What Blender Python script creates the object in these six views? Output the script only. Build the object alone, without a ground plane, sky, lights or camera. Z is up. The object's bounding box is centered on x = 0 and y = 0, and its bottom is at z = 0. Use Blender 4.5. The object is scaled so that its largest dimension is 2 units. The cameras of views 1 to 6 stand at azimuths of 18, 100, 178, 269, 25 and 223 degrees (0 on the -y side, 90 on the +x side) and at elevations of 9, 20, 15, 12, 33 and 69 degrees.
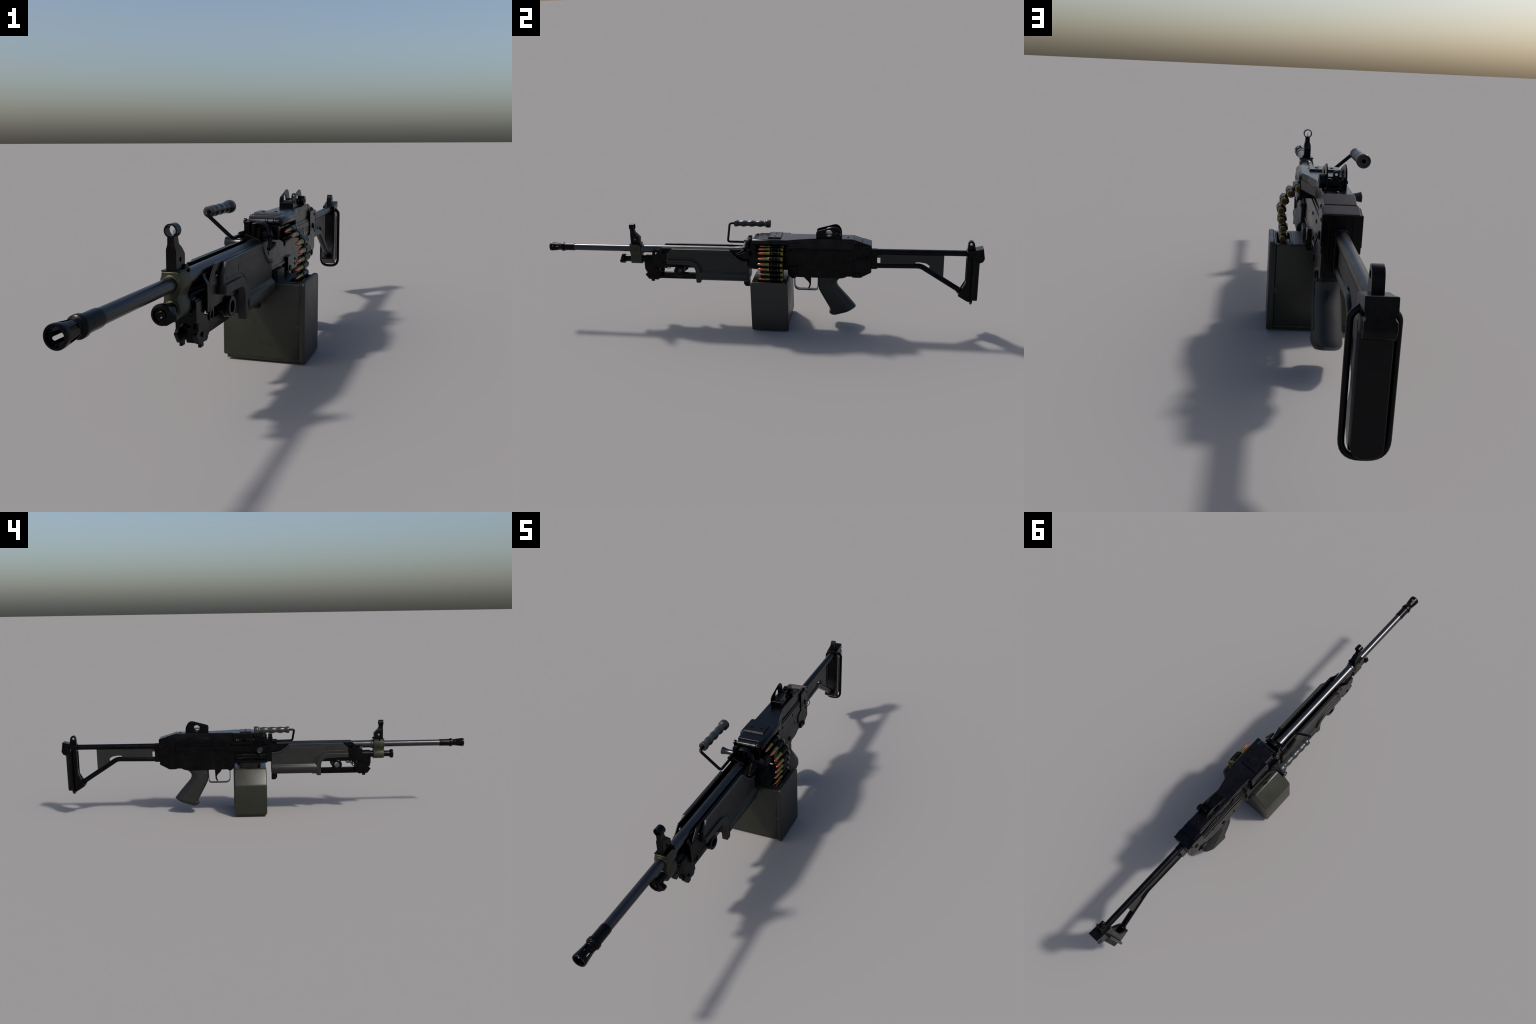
"""Belt-fed light machine gun with tube stock, box magazine and cartridge belt.
Axes: muzzle towards -y, butt towards +y, belt feeds on +x, charging handle on -x, z up.
Side profiles are (y, z); a third number in a profile point is a corner fillet radius."""
import bpy, bmesh, math, random
from mathutils import Vector, Matrix

random.seed(7)
CX = -0.0027          # mid plane of the gun
ROOT = None
HALF = math.pi / 2


# ------------------------------------------------------------------ materials
def new_mat(name):
    m = bpy.data.materials.new(name)
    m.use_nodes = True
    nt = m.node_tree
    bsdf = nt.nodes["Principled BSDF"]
    return m, nt, bsdf


def surface(name, dark, light, rough=(0.4, 0.55), metallic=0.0, scale=30.0, stretch=(1, 1, 1),
            bump=0.15, fine=260.0, spec=0.5, wear=None, wear_at=(0.62, 0.70), wear_scale=22.0,
            coat=0.0):
    """Mottled base between two close colours, uneven gloss, fine grain in the bump,
    and optional worn or dirty patches of a third colour."""
    m, nt, b = new_mat(name)
    N, L = nt.nodes.new, nt.links.new
    tc = N("ShaderNodeTexCoord")
    mp = N("ShaderNodeMapping")
    mp.inputs["Scale"].default_value = stretch
    L(tc.outputs["Object"], mp.inputs["Vector"])
    n1 = N("ShaderNodeTexNoise")
    n1.inputs["Scale"].default_value = scale
    n1.inputs["Detail"].default_value = 5
    n1.inputs["Roughness"].default_value = 0.6
    L(mp.outputs["Vector"], n1.inputs["Vector"])
    ramp = N("ShaderNodeValToRGB")
    ramp.color_ramp.elements[0].position = 0.34
    ramp.color_ramp.elements[1].position = 0.68
    ramp.color_ramp.elements[0].color = (*dark, 1)
    ramp.color_ramp.elements[1].color = (*light, 1)
    L(n1.outputs["Fac"], ramp.inputs["Fac"])
    col = ramp.outputs["Color"]
    if wear:
        n3 = N("ShaderNodeTexNoise")
        n3.inputs["Scale"].default_value = wear_scale
        n3.inputs["Detail"].default_value = 8
        n3.inputs["Roughness"].default_value = 0.7
        L(tc.outputs["Object"], n3.inputs["Vector"])
        r3 = N("ShaderNodeMapRange")
        r3.inputs["From Min"].default_value = wear_at[0]
        r3.inputs["From Max"].default_value = wear_at[1]
        L(n3.outputs["Fac"], r3.inputs["Value"])
        mx = N("ShaderNodeMix")
        mx.data_type = "RGBA"
        L(r3.outputs["Result"], mx.inputs["Factor"])
        L(col, mx.inputs["A"])
        mx.inputs["B"].default_value = (*wear, 1)
        col = mx.outputs["Result"]
    L(col, b.inputs["Base Color"])
    rr = N("ShaderNodeMapRange")
    rr.inputs["From Min"].default_value = 0.3
    rr.inputs["From Max"].default_value = 0.7
    rr.inputs["To Min"].default_value = rough[0]
    rr.inputs["To Max"].default_value = rough[1]
    L(n1.outputs["Fac"], rr.inputs["Value"])
    L(rr.outputs["Result"], b.inputs["Roughness"])
    n2 = N("ShaderNodeTexNoise")
    n2.inputs["Scale"].default_value = fine
    n2.inputs["Detail"].default_value = 3
    L(tc.outputs["Object"], n2.inputs["Vector"])
    bp = N("ShaderNodeBump")
    bp.inputs["Strength"].default_value = bump
    bp.inputs["Distance"].default_value = 0.0006
    L(n2.outputs["Fac"], bp.inputs["Height"])
    L(bp.outputs["Normal"], b.inputs["Normal"])
    b.inputs["Metallic"].default_value = metallic
    b.inputs["Specular IOR Level"].default_value = spec
    b.inputs["Coat Weight"].default_value = coat
    return m


M = {}


def make_materials():
    M["receiver"] = surface("phosphated_steel", (0.0100, 0.0100, 0.0109), (0.0150, 0.0150, 0.0163), (0.23, 0.33),
                            metallic=1.0, scale=24, bump=0.012)
    M["cover"] = surface("brightened_cover_steel", (0.0140, 0.0140, 0.0155), (0.0230, 0.0230, 0.0250), (0.22, 0.32),  # receiver steel lightened so the flat top carries the sun's highlight
                         metallic=1.0, scale=20, bump=0.012)
    M["black"] = surface("blackened_steel", (0.0095, 0.0095, 0.0103), (0.0150, 0.0150, 0.0162), (0.24, 0.34),
                         metallic=1.0, scale=40, bump=0.010)
    M["barrel"] = surface("polished_barrel_steel", (0.052, 0.052, 0.056), (0.066, 0.066, 0.071), (0.29, 0.35),  # base colour raised to strengthen the white sun streak on the barrel
                          metallic=1.0, scale=14, bump=0.0)
    M["worn"] = surface("bare_worn_steel", (0.016, 0.016, 0.017), (0.042, 0.042, 0.044), (0.20, 0.30),
                        metallic=1.0, scale=45, bump=0.05)
    M["polymer"] = surface("dark_grey_polymer", (0.0080, 0.0081, 0.0076), (0.0112, 0.0113, 0.0106), (0.40, 0.52),
                           scale=30, bump=0.10, fine=420, spec=0.4)
    M["grip"] = surface("carry_grip_polymer", (0.0125, 0.0130, 0.0132), (0.0165, 0.0170, 0.0172), (0.30, 0.38),
                        scale=30, bump=0.04, fine=420)
    M["rubber"] = surface("black_rubber", (0.0028, 0.0028, 0.0031), (0.0048, 0.0048, 0.0052), (0.40, 0.55),
                          scale=30, bump=0.06, spec=0.16)
    M["tube"] = surface("stock_tube_enamel", (0.009, 0.009, 0.010), (0.015, 0.015, 0.017), (0.26, 0.36),
                        metallic=1.0, scale=20, bump=0.03)
    M["olive"] = surface("olive_gas_block_finish", (0.013, 0.0145, 0.0062), (0.034, 0.0365, 0.0165), (0.36, 0.5),
                         metallic=0.35, scale=55, stretch=(1, 3, 1), bump=0.12,
                         wear=(0.11, 0.10, 0.055), wear_at=(0.62, 0.76), wear_scale=60)
    M["box"] = surface("olive_box_polymer", (0.0105, 0.0116, 0.0058), (0.0155, 0.0168, 0.0090), (0.32, 0.44),
                       scale=14, bump=0.08, fine=300, spec=0.5,
                       wear=(0.0058, 0.0062, 0.0046), wear_at=(0.52, 0.66), wear_scale=26)
    M["boxlid"] = surface("grey_green_lid_polymer", (0.0100, 0.0108, 0.0082), (0.0150, 0.0160, 0.0124), (0.36, 0.50),
                          scale=16, bump=0.08, fine=300, spec=0.5,
                          wear=(0.008, 0.0085, 0.008), wear_at=(0.55, 0.70), wear_scale=20)
    M["brass"] = surface("tarnished_brass", (0.15, 0.125, 0.036), (0.28, 0.23, 0.075), (0.24, 0.38),
                         metallic=0.9, scale=80, bump=0.02)
    M["copper"] = surface("copper_jacket", (0.48, 0.155, 0.07), (0.63, 0.225, 0.11), (0.22, 0.32),
                          metallic=0.95, scale=80, bump=0.0)
    M["primer"] = surface("red_sealed_primer", (0.060, 0.024, 0.010), (0.095, 0.040, 0.016), (0.4, 0.5),
                          metallic=0.6, scale=90, bump=0.03)
    M["link"] = surface("blackened_link_steel", (0.006, 0.006, 0.0065), (0.012, 0.012, 0.013), (0.30, 0.42),
                        metallic=1.0, scale=90, bump=0.03)


# ------------------------------------------------------------------ geometry
def fillet(pts, seg=5):
    out, n = [], len(pts)
    for i, p in enumerate(pts):
        if len(p) < 3 or p[2] <= 0:
            out.append(Vector(p[:2]))
            continue
        a, b, c = Vector(pts[i - 1][:2]), Vector(p[:2]), Vector(pts[(i + 1) % n][:2])
        u, v = (a - b), (c - b)
        lu, lv = u.length, v.length
        u.normalize(), v.normalize()
        ang = u.angle(v)
        if ang > 3.1:
            out.append(b)
            continue
        d = min(p[2] / math.tan(ang / 2), lu * 0.48, lv * 0.48)
        r = d * math.tan(ang / 2)
        ctr = b + (u + v).normalized() * (r / math.sin(ang / 2))
        s, e = b + u * d - ctr, b + v * d - ctr
        tot = s.angle_signed(e)
        for k in range(seg + 1):
            t = -tot * k / seg
            out.append(ctr + Vector((s.x * math.cos(t) - s.y * math.sin(t), s.x * math.sin(t) + s.y * math.cos(t))))
    return out


def spline(pts, n=4):
    """Catmull-Rom curve through open 2D points."""
    P = [Vector(p) for p in pts]
    P = [P[0] * 2 - P[1]] + P + [P[-1] * 2 - P[-2]]
    out = []
    for a, b, c, d in zip(P, P[1:], P[2:], P[3:]):
        for k in range(n):
            t = k / n
            out.append(0.5 * (2 * b + (c - a) * t + (2 * a - 5 * b + 4 * c - d) * t * t + (3 * b - a - 3 * c + d) * t ** 3))
    out.append(P[-2])
    return [(v.x, v.y) for v in out]


def place(axis, a, b, t):
    """Profile (a, b) with extrusion coordinate t on the given axis."""
    if axis == "x":
        return Vector((t, a, b))
    if axis == "y":
        return Vector((a, t, b))
    return Vector((a, b, t))


def soften(bm, off, seg=2, angle=28, clamp=True):
    if off <= 0:
        return
    es = [e for e in bm.edges if len(e.link_faces) == 2 and e.calc_face_angle(0) > math.radians(angle)]
    if es:
        bmesh.ops.bevel(bm, geom=es, offset=off, segments=seg, profile=0.5, affect="EDGES", clamp_overlap=clamp)


def prism(axis, pts, t0, t1, bevel=0.0012, seg=2, clamp=True):
    bm = bmesh.new()
    poly = fillet(pts)
    clean = [poly[0]]
    for p in poly[1:]:
        if (p - clean[-1]).length > 1e-5:
            clean.append(p)
    if (clean[0] - clean[-1]).length < 1e-5:
        clean.pop()
    f = bm.faces.new([bm.verts.new(place(axis, p.x, p.y, t0)) for p in clean])
    r = bmesh.ops.extrude_face_region(bm, geom=[f])
    vs = [g for g in r["geom"] if isinstance(g, bmesh.types.BMVert)]
    bmesh.ops.translate(bm, verts=vs, vec=place(axis, 0, 0, t1 - t0))
    bmesh.ops.recalc_face_normals(bm, faces=bm.faces)
    soften(bm, bevel, seg, clamp=clamp)
    return bm


def cuboid(x0, x1, y0, y1, z0, z1, bevel=0.0012, seg=2):
    return prism("x", [(y0, z0), (y1, z0), (y1, z1), (y0, z1)], x0, x1, bevel, seg)


def lathe(profile, origin, axis, seg=28, closed=False, ref=None):
    """Revolve (along, radius) points about an axis through origin."""
    bm = bmesh.new()
    ax = Vector(axis).normalized()
    ref = Vector(ref) if ref else (Vector((0, 0, 1)) if abs(ax.z) < 0.9 else Vector((1, 0, 0)))
    u = ref - ax * ref.dot(ax)
    u.normalize()
    v = ax.cross(u)
    o = Vector(origin)
    rings = []
    for t, r in profile:
        if r <= 1e-6:
            rings.append([bm.verts.new(o + ax * t)])
        else:
            rings.append([bm.verts.new(o + ax * t + (u * math.cos(a) + v * math.sin(a)) * r)
                          for a in [2 * math.pi * k / seg for k in range(seg)]])
    pairs = list(zip(rings, rings[1:])) + ([(rings[-1], rings[0])] if closed else [])
    for A, B in pairs:
        for k in range(seg):
            j = (k + 1) % seg
            if len(A) == 1 and len(B) == 1:
                continue
            if len(A) == 1:
                bm.faces.new((A[0], B[k], B[j]))
            elif len(B) == 1:
                bm.faces.new((A[k], A[j], B[0]))
            else:
                bm.faces.new((A[k], A[j], B[j], B[k]))
    if not closed:
        for R in (rings[0], rings[-1]):
            if len(R) > 2:
                bm.faces.new(R)
    bmesh.ops.recalc_face_normals(bm, faces=bm.faces)
    return bm


def rod(p0, p1, r, seg=20, chamfer=0.0008):
    p0, p1 = Vector(p0), Vector(p1)
    l = (p1 - p0).length
    c = min(chamfer, r * 0.4, l * 0.4)
    return lathe([(0, 0), (0, r - c), (c, r), (l - c, r), (l, r - c), (l, 0)], p0, p1 - p0, seg)


def round_path(pts, seg=7):
    """Polyline with (x, y, z, radius) corners turned into arcs."""
    out = []
    for i, p in enumerate(pts):
        if len(p) < 4 or i in (0, len(pts) - 1):
            out.append(Vector(p[:3]))
            continue
        a, b, c = Vector(pts[i - 1][:3]), Vector(p[:3]), Vector(pts[i + 1][:3])
        u, v = (a - b).normalized(), (c - b).normalized()
        ang = u.angle(v)
        d = min(p[3] / math.tan(ang / 2), (a - b).length * .49, (c - b).length * .49)
        s, e = b + u * d, b + v * d
        for k in range(seg + 1):
            t = k / seg
            out.append(s.lerp(b, t).lerp(b.lerp(e, t), t))
    return out


def pipe(pts, r, seg=16, cyclic=False):
    path = round_path(pts)
    n = len(path)
    bm = bmesh.new()
    rings, up = [], None
    for i, p in enumerate(path):
        if cyclic:
            t = (path[(i + 1) % n] - path[i - 1]).normalized()
        else:
            t = (path[min(i + 1, n - 1)] - path[max(i - 1, 0)]).normalized()
        if up is None:
            up = t.orthogonal().normalized()
        up = (up - t * up.dot(t)).normalized()
        w = t.cross(up)
        rings.append([bm.verts.new(p + (up * math.cos(a) + w * math.sin(a)) * r)
                      for a in [2 * math.pi * k / seg for k in range(seg)]])
    for i in range(n if cyclic else n - 1):
        A, B = rings[i], rings[(i + 1) % n]
        for k in range(seg):
            bm.faces.new((A[k], A[(k + 1) % seg], B[(k + 1) % seg], B[k]))
    if not cyclic:
        bm.faces.new(rings[0])
        bm.faces.new(rings[-1])
    bmesh.ops.recalc_face_normals(bm, faces=bm.faces)
    return bm


def loft(sections, cap=True):
    """Skin a list of equal-length rings of points."""
    bm = bmesh.new()
    R = [[bm.verts.new(Vector(p)) for p in s] for s in sections]
    n = len(R[0])
    for A, B in zip(R, R[1:]):
        for k in range(n):
            bm.faces.new((A[k], A[(k + 1) % n], B[(k + 1) % n], B[k]))
    if cap:
        bm.faces.new(R[0])
        bm.faces.new(R[-1])
    bmesh.ops.recalc_face_normals(bm, faces=bm.faces)
    return bm


def cut(bm, *cutters):
    """Boolean difference on the fly."""
    def to_obj(b):
        me = bpy.data.meshes.new("work")
        b.to_mesh(me)
        b.free()
        o = bpy.data.objects.new("work", me)
        bpy.context.scene.collection.objects.link(o)
        return o
    base = to_obj(bm)
    tools = []
    for c in cutters:
        t = to_obj(c)
        md = base.modifiers.new("cut", "BOOLEAN")
        md.operation, md.solver, md.object = "DIFFERENCE", "EXACT", t
        tools.append(t)
    dg = bpy.context.evaluated_depsgraph_get()
    me = bpy.data.meshes.new_from_object(base.evaluated_get(dg))
    out = bmesh.new()
    out.from_mesh(me)
    bpy.data.meshes.remove(me)
    for o in tools + [base]:
        d = o.data
        bpy.data.objects.remove(o)
        bpy.data.meshes.remove(d)
    return out


def mesh_from(pieces, name, mats, angle=35):
    """Join (bmesh, material index) pieces into one mesh, x offset by the mid plane."""
    total = bmesh.new()
    for bm, mi in pieces:
        for f in bm.faces:
            f.material_index = mi
            f.smooth = True
        tmp = bpy.data.meshes.new("tmp")
        bm.to_mesh(tmp)
        bm.free()
        total.from_mesh(tmp)
        bpy.data.meshes.remove(tmp)
    bmesh.ops.remove_doubles(total, verts=total.verts, dist=1e-6)
    me = bpy.data.meshes.new(name)
    total.to_mesh(me)
    total.free()
    me.set_sharp_from_angle(angle=math.radians(angle))
    for m in mats:
        me.materials.append(m)
    return me


def part(name, pieces, mats, parent=None, angle=35, origin=None, weighted=True):
    """Build a named child mesh; pieces are bmeshes or (bmesh, material index)."""
    if not isinstance(mats, (list, tuple)):
        mats = [mats]
    pieces = [p if isinstance(p, tuple) else (p, 0) for p in pieces]
    me = mesh_from(pieces, name, mats, angle)
    xs = [v.co for v in me.vertices]
    if origin is None:
        lo = Vector([min(c[i] for c in xs) for i in range(3)])
        hi = Vector([max(c[i] for c in xs) for i in range(3)])
        origin = (lo + hi) / 2
    origin = Vector(origin)
    me.transform(Matrix.Translation(-origin))
    ob = bpy.data.objects.new(name, me)
    bpy.context.scene.collection.objects.link(ob)
    world = origin + Vector((CX, 0, 0))
    ob.parent = parent or ROOT
    base = Vector((0, 0, 0))
    if parent is not None:
        base = parent["_w"] if "_w" in parent else Vector((0, 0, 0))
        base = Vector(base)
    ob.location = world - base
    ob["_w"] = list(world)
    if weighted:
        wn = ob.modifiers.new("weighted_normals", "WEIGHTED_NORMAL")
        wn.keep_sharp = True
    return ob


def instance(name, me, loc, parent, rot=None):
    ob = bpy.data.objects.new(name, me)
    bpy.context.scene.collection.objects.link(ob)
    ob.parent = parent
    base = Vector(parent["_w"]) if "_w" in parent else Vector((0, 0, 0))
    ob.location = Vector(loc) + Vector((CX, 0, 0)) - base
    if rot is not None:
        ob.rotation_mode = "QUATERNION"
        ob.rotation_quaternion = rot
    return ob


def mirror_x(fn):
    """fn(s) -> list of pieces, for s = +1 and -1."""
    return fn(1) + fn(-1)


def span(s, a, b):
    """Ordered x range of a slab on side s."""
    return (a, b) if s > 0 else (-b, -a)


def hole_x(y, z, r, x0=-0.2, x1=0.2, seg=28):
    return lathe([(0, 0), (0, r), (x1 - x0, r), (x1 - x0, 0)], (x0, y, z), (1, 0, 0), seg)


BZ = 0.3355           # barrel axis height
GZ = 0.2845           # gas tube axis height


# ------------------------------------------------------------------ front end
def build_barrel():
    prof = [(-0.950, 0), (-0.950, 0.0150), (-0.590, 0.0152), (-0.589, 0.0180),
            (-0.546, 0.0190), (-0.545, 0.0205), (-0.536, 0.0205), (-0.5345, 0.0196), (-0.533, 0.0184),
            (-0.110, 0.0186), (-0.085, 0.0205), (-0.070, 0.0215), (-0.020, 0.0215), (-0.020, 0)]
    barrel = part("barrel", [lathe(prof, (0, 0, BZ), (0, 1, 0), 40)], M["barrel"])
    # flash hider: hollow flared cage with long slots, locking ring and collar
    tube = lathe([(-0.9485, 0.0158), (-0.960, 0.0168), (-0.985, 0.0196), (-0.992, 0.0205), (-0.9985, 0.0206),
                  (-1.0, 0.0196), (-1.0, 0.0158), (-0.994, 0.0138), (-0.952, 0.0122), (-0.940, 0.0120),
                  (-0.940, 0.0158)],
                 (0, 0, BZ), (0, 1, 0), 40, closed=True)
    slots = []
    for k in range(6):
        a = math.radians(60 * k + 90)
        d = Vector((math.cos(a), 0, math.sin(a)))
        slot = prism("x", [(-0.9875, -0.0034, .003), (-0.9875, 0.0034, .003), (-0.9560, 0.0034, .003),
                           (-0.9560, -0.0034, .003)], 0.006, 0.03, 0)
        rot = Matrix.Rotation(-a, 4, "Y")
        bmesh.ops.transform(slot, matrix=Matrix.Translation((0, 0, BZ)) @ rot, verts=slot.verts)
        slots.append(slot)
    tube = cut(tube, *slots)
    collar = lathe([(-0.8785, 0.0150), (-0.8795, 0.0168), (-0.886, 0.0172), (-0.900, 0.0170), (-0.928, 0.0172),
                    (-0.9290, 0.0166), (-0.9298, 0.0166), (-0.9302, 0.0194), (-0.9315, 0.0202), (-0.9405, 0.0202),
                    (-0.9420, 0.0194), (-0.9440, 0.0160), (-0.9485, 0.0158), (-0.9485, 0.0100)],
                   (0, 0, BZ), (0, 1, 0), 40)
    part("flash_hider", [tube, collar], M["black"], barrel)


def build_gas_block():
    side = [(0.0188, 0.3605), (0.0192, 0.3570)] + spline([(0.0198, 0.3525), (0.0222, 0.3450), (0.0234, 0.3360), (0.0225, 0.3265), (0.0185, 0.3175),
            (0.0156, 0.3095), (0.0158, 0.3010), (0.0186, 0.2935), (0.0202, 0.2845), (0.0190, 0.2745), (0.0150, 0.2670), (0.0080, 0.2634), (0.0, 0.2630)], 3)
    prof = side + [(-x, z) for x, z in reversed(side[:-1])]
    body = prism("y", prof, -0.5995, -0.5465, 0.0016)
    neck = lathe([(-0.6010, 0.0152), (-0.6010, 0.0168), (-0.5995, 0.0186), (-0.5975, 0.0200), (-0.5960, 0.0200)], (0, 0, BZ), (0, 1, 0), 32)
    neck2 = lathe([(-0.6010, 0.0152), (-0.6005, 0.0168), (-0.5985, 0.0182), (-0.5960, 0.0182)], (0, 0, GZ), (0, 1, 0), 32)
    block = part("gas_block", [body, neck, neck2], M["olive"], angle=50, weighted=False)
    part("gas_block_plate", [cuboid(-0.0200, 0.0200, -0.5990, -0.5455, 0.3606, 0.3632, 0.0008),
                             rod((0.013, -0.553, 0.3575), (0.0235, -0.553, 0.3575), 0.0036),
                             rod((-0.0235, -0.576, 0.3575), (-0.013, -0.576, 0.3575), 0.0030)], M["black"], block)
    # front sight: tapering blade post that carries a hooded ring with a pin
    outline = [(-0.5945, 0.3630), (-0.5500, 0.3630), (-0.5490, 0.3915, .004), (-0.5600, 0.4030, .01),
               (-0.5700, 0.4140, .008), (-0.5735, 0.4260), (-0.5735, 0.4320), (-0.5935, 0.4320), (-0.5935, 0.4240)]
    post = prism("x", outline, -0.0112, 0.0112, 0.0012)
    wedge = [prism("y", [(s * 0.0072, 0.440), (s * 0.0075, 0.4140), (s * 0.0112, 0.4030), (s * 0.0113, 0.4025),
                         (s * 0.0200, 0.4025), (s * 0.0200, 0.440)], -0.62, -0.53, 0) for s in (1, -1)]
    post = cut(post, hole_x(-0.5735, 0.3825, 0.0052), *wedge)
    ring = lathe([(-0.5945, 0.0137), (-0.5940, 0.0143), (-0.5725, 0.0143), (-0.5720, 0.0137), (-0.5720, 0.0112),
                  (-0.5945, 0.0112)], (0, 0, 0.4417), (0, 1, 0), 32, closed=True)
    pin = lathe([(0, 0), (0, 0.0024), (0.003, 0.0010), (0.0125, 0.0008), (0.0125, 0)], (0, -0.5765, 0.4295), (0, 0, 1), 10)
    lever = prism("x", [(-0.5640, 0.3630), (-0.5440, 0.3630), (-0.5440, 0.3665), (-0.5520, 0.3700, .003),
                        (-0.5560, 0.3700)], 0.0113, 0.0160, 0.0006)
    part("front_sight", [post, ring, pin, lever], M["black"])


def build_gas_tube():
    prof = [(-0.640, 0), (-0.640, 0.0120), (-0.633, 0.0148), (-0.6000, 0.0152), (-0.545, 0.0155), (-0.545, 0.0165),
            (-0.5320, 0.0168), (-0.5310, 0.0190), (-0.5295, 0.0202), (-0.470, 0.0202), (-0.4690, 0.0170),
            (-0.060, 0.0170), (-0.060, 0)]
    tube = part("gas_tube", [lathe(prof, (0, 0, GZ + 0.0005), (0, 1, 0), 32)], M["black"])
    knob = lathe([(-0.6300, 0.0130), (-0.6310, 0.0195), (-0.6340, 0.0215), (-0.6440, 0.0222), (-0.6460, 0.0212),
                  (-0.6475, 0.0160), (-0.6425, 0.0145), (-0.6420, 0.0100), (-0.6455, 0.0085), (-0.6470, 0.0060),
                  (-0.6450, 0.0035), (-0.6450, 0)], (0, 0, GZ), (0, 1, 0), 32)
    ear = prism("y", [(-0.004, 0.3050, .006), (0.0170, 0.2960, .004), (0.0330, 0.2850, .003), (0.0330, 0.2765, .003),
                      (0.0120, 0.2640, .006), (-0.004, 0.2640)], -0.6480, -0.6330, 0.0014)
    ear = cut(ear, lathe([(-0.66, 0), (-0.66, 0.0160), (-0.6425, 0.0150), (-0.6425, 0)], (0, 0, GZ), (0, 1, 0), 28))
    bmesh.ops.transform(ear, matrix=Matrix.Identity(4), verts=ear.verts)
    part("gas_regulator", [knob, ear], M["black"], tube)


def build_bipod():
    head_profile = [(-0.5320, 0.2860), (-0.5320, 0.2400), (-0.5225, 0.2400), (-0.5225, 0.2230), (-0.5265, 0.2230),
                    (-0.5265, 0.2190), (-0.5325, 0.2170), (-0.5320, 0.2135), (-0.5170, 0.1925), (-0.4860, 0.1910),
                    (-0.4740, 0.1895, .003), (-0.4660, 0.1955), (-0.4660, 0.2270), (-0.4700, 0.2440), (-0.4880, 0.2510),
                    (-0.4880, 0.2860)]
    pieces = []
    for s in (1, -1):
        pieces.append(prism("x", head_profile, *span(s, 0.0170, 0.0262), 0.0014))
        pieces.append(cuboid(*span(s, 0.0180, 0.0250), -0.5065, -0.4905, 0.1822, 0.1925, 0.0008))
        pieces.append(rod((s * 0.0255, -0.4995, 0.2100), (s * 0.0300, -0.4995, 0.2100), 0.0056))
        pieces.append(prism("x", [(-0.4760, 0.2470), (-0.4660, 0.2470), (-0.4570, 0.2350), (-0.4570, 0.1990),
                                  (-0.4700, 0.1990)], *span(s, 0.0190, 0.0245), 0.001))
        # strap round the gas cylinder
        pieces.append(cuboid(*span(s, 0.0195, 0.0235), -0.5305, -0.4890, 0.2500, 0.2900, 0.001))
    pieces.append(cuboid(-0.0200, 0.0200, -0.5300, -0.4900, 0.2430, 0.2640, 0.0015))
    pieces.append(cuboid(-0.0090, 0.0150, -0.5080, -0.4640, 0.1905, 0.2250, 0.0030))
    pieces.append(cuboid(-0.0180, 0.0180, -0.4720, -0.4650, 0.2180, 0.2620, 0.0010))
    yoke = cut(cuboid(-0.0180, 0.0180, -0.5310, -0.5150, 0.2260, 0.2560, 0.0012),
               lathe([(0, 0), (0, 0.0140), (0.05, 0.0140), (0.05, 0)], (0, -0.5400, 0.2260), (0, 1, 0), 28))
    pieces.append(yoke)
    pieces.append(rod((-0.022, -0.4980, 0.2100), (0.022, -0.4980, 0.2100), 0.0050))
    head = part("bipod_head", pieces, M["black"])
    leg_bar = prism("y", [(0.0006, 0.1905, .001), (0.0082, 0.1905, .002), (0.0082, 0.2195, .003), (0.0006, 0.2195, .001)],
                    -0.4800, -0.2400, 0.0006)
    bmesh.ops.translate(leg_bar, verts=leg_bar.verts, vec=(-0.0044, 0.3600, -0.2050))
    me = mesh_from([(leg_bar, 0)], "bipod_leg", [M["black"]])
    for s in (1, -1):
        instance("bipod_leg", me, (0.0044, -0.3600, 0.2050) if s > 0 else (-0.0044, -0.3600, 0.2050), ROOT)
    # swivel eyes under the front of the frame
    eye = [(-0.4360, 0.2580), (-0.4560, 0.2580), (-0.4625, 0.2440, .006), (-0.4600, 0.2320, .008), (-0.4480, 0.2280, .01),
           (-0.4370, 0.2340, .008), (-0.4350, 0.2440, .006)]
    eyes = mirror_x(lambda s: [cut(prism("x", eye, *span(s, 0.0240, 0.0285), 0.0008), hole_x(-0.4492, 0.2420, 0.0088))])
    part("sling_eye", eyes, M["black"])
    hooks = []
    for y, s in ((-0.4330, 1), (-0.4330, -1)):
        hooks.append(pipe([(s * 0.010, y, 0.262), (s * 0.010, y, 0.244, .012), (s * 0.010, y + 0.022, 0.244, .012),
                           (s * 0.010, y + 0.022, 0.262)], 0.0020, 8))
    part("wire_hook", hooks, M["black"])
    # open ring at each end of a cross tube
    ring_prof = [(0.0270, 0.0225), (0.0290, 0.0255), (0.0330, 0.0255), (0.0340, 0.0235), (0.0365, 0.0235), (0.0375, 0.0250),
                 (0.0435, 0.0250), (0.0455, 0.0225), (0.0455, 0.0150), (0.0440, 0.0134), (0.0270, 0.0134)]
    rings = mirror_x(lambda s: [lathe(ring_prof, (0, -0.3612, 0.2412), (s, 0, 0), 36, closed=True)])
    rings.append(lathe([(-0.028, 0.0158), (0.028, 0.0158), (0.028, 0.0134), (-0.028, 0.0134)], (0, -0.3612, 0.2412),
                       (1, 0, 0), 32, closed=True))
    rings.append(cuboid(-0.020, 0.020, -0.372, -0.350, 0.2560, 0.2620, 0.001))
    part("bipod_ring", rings, M["black"])


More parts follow.
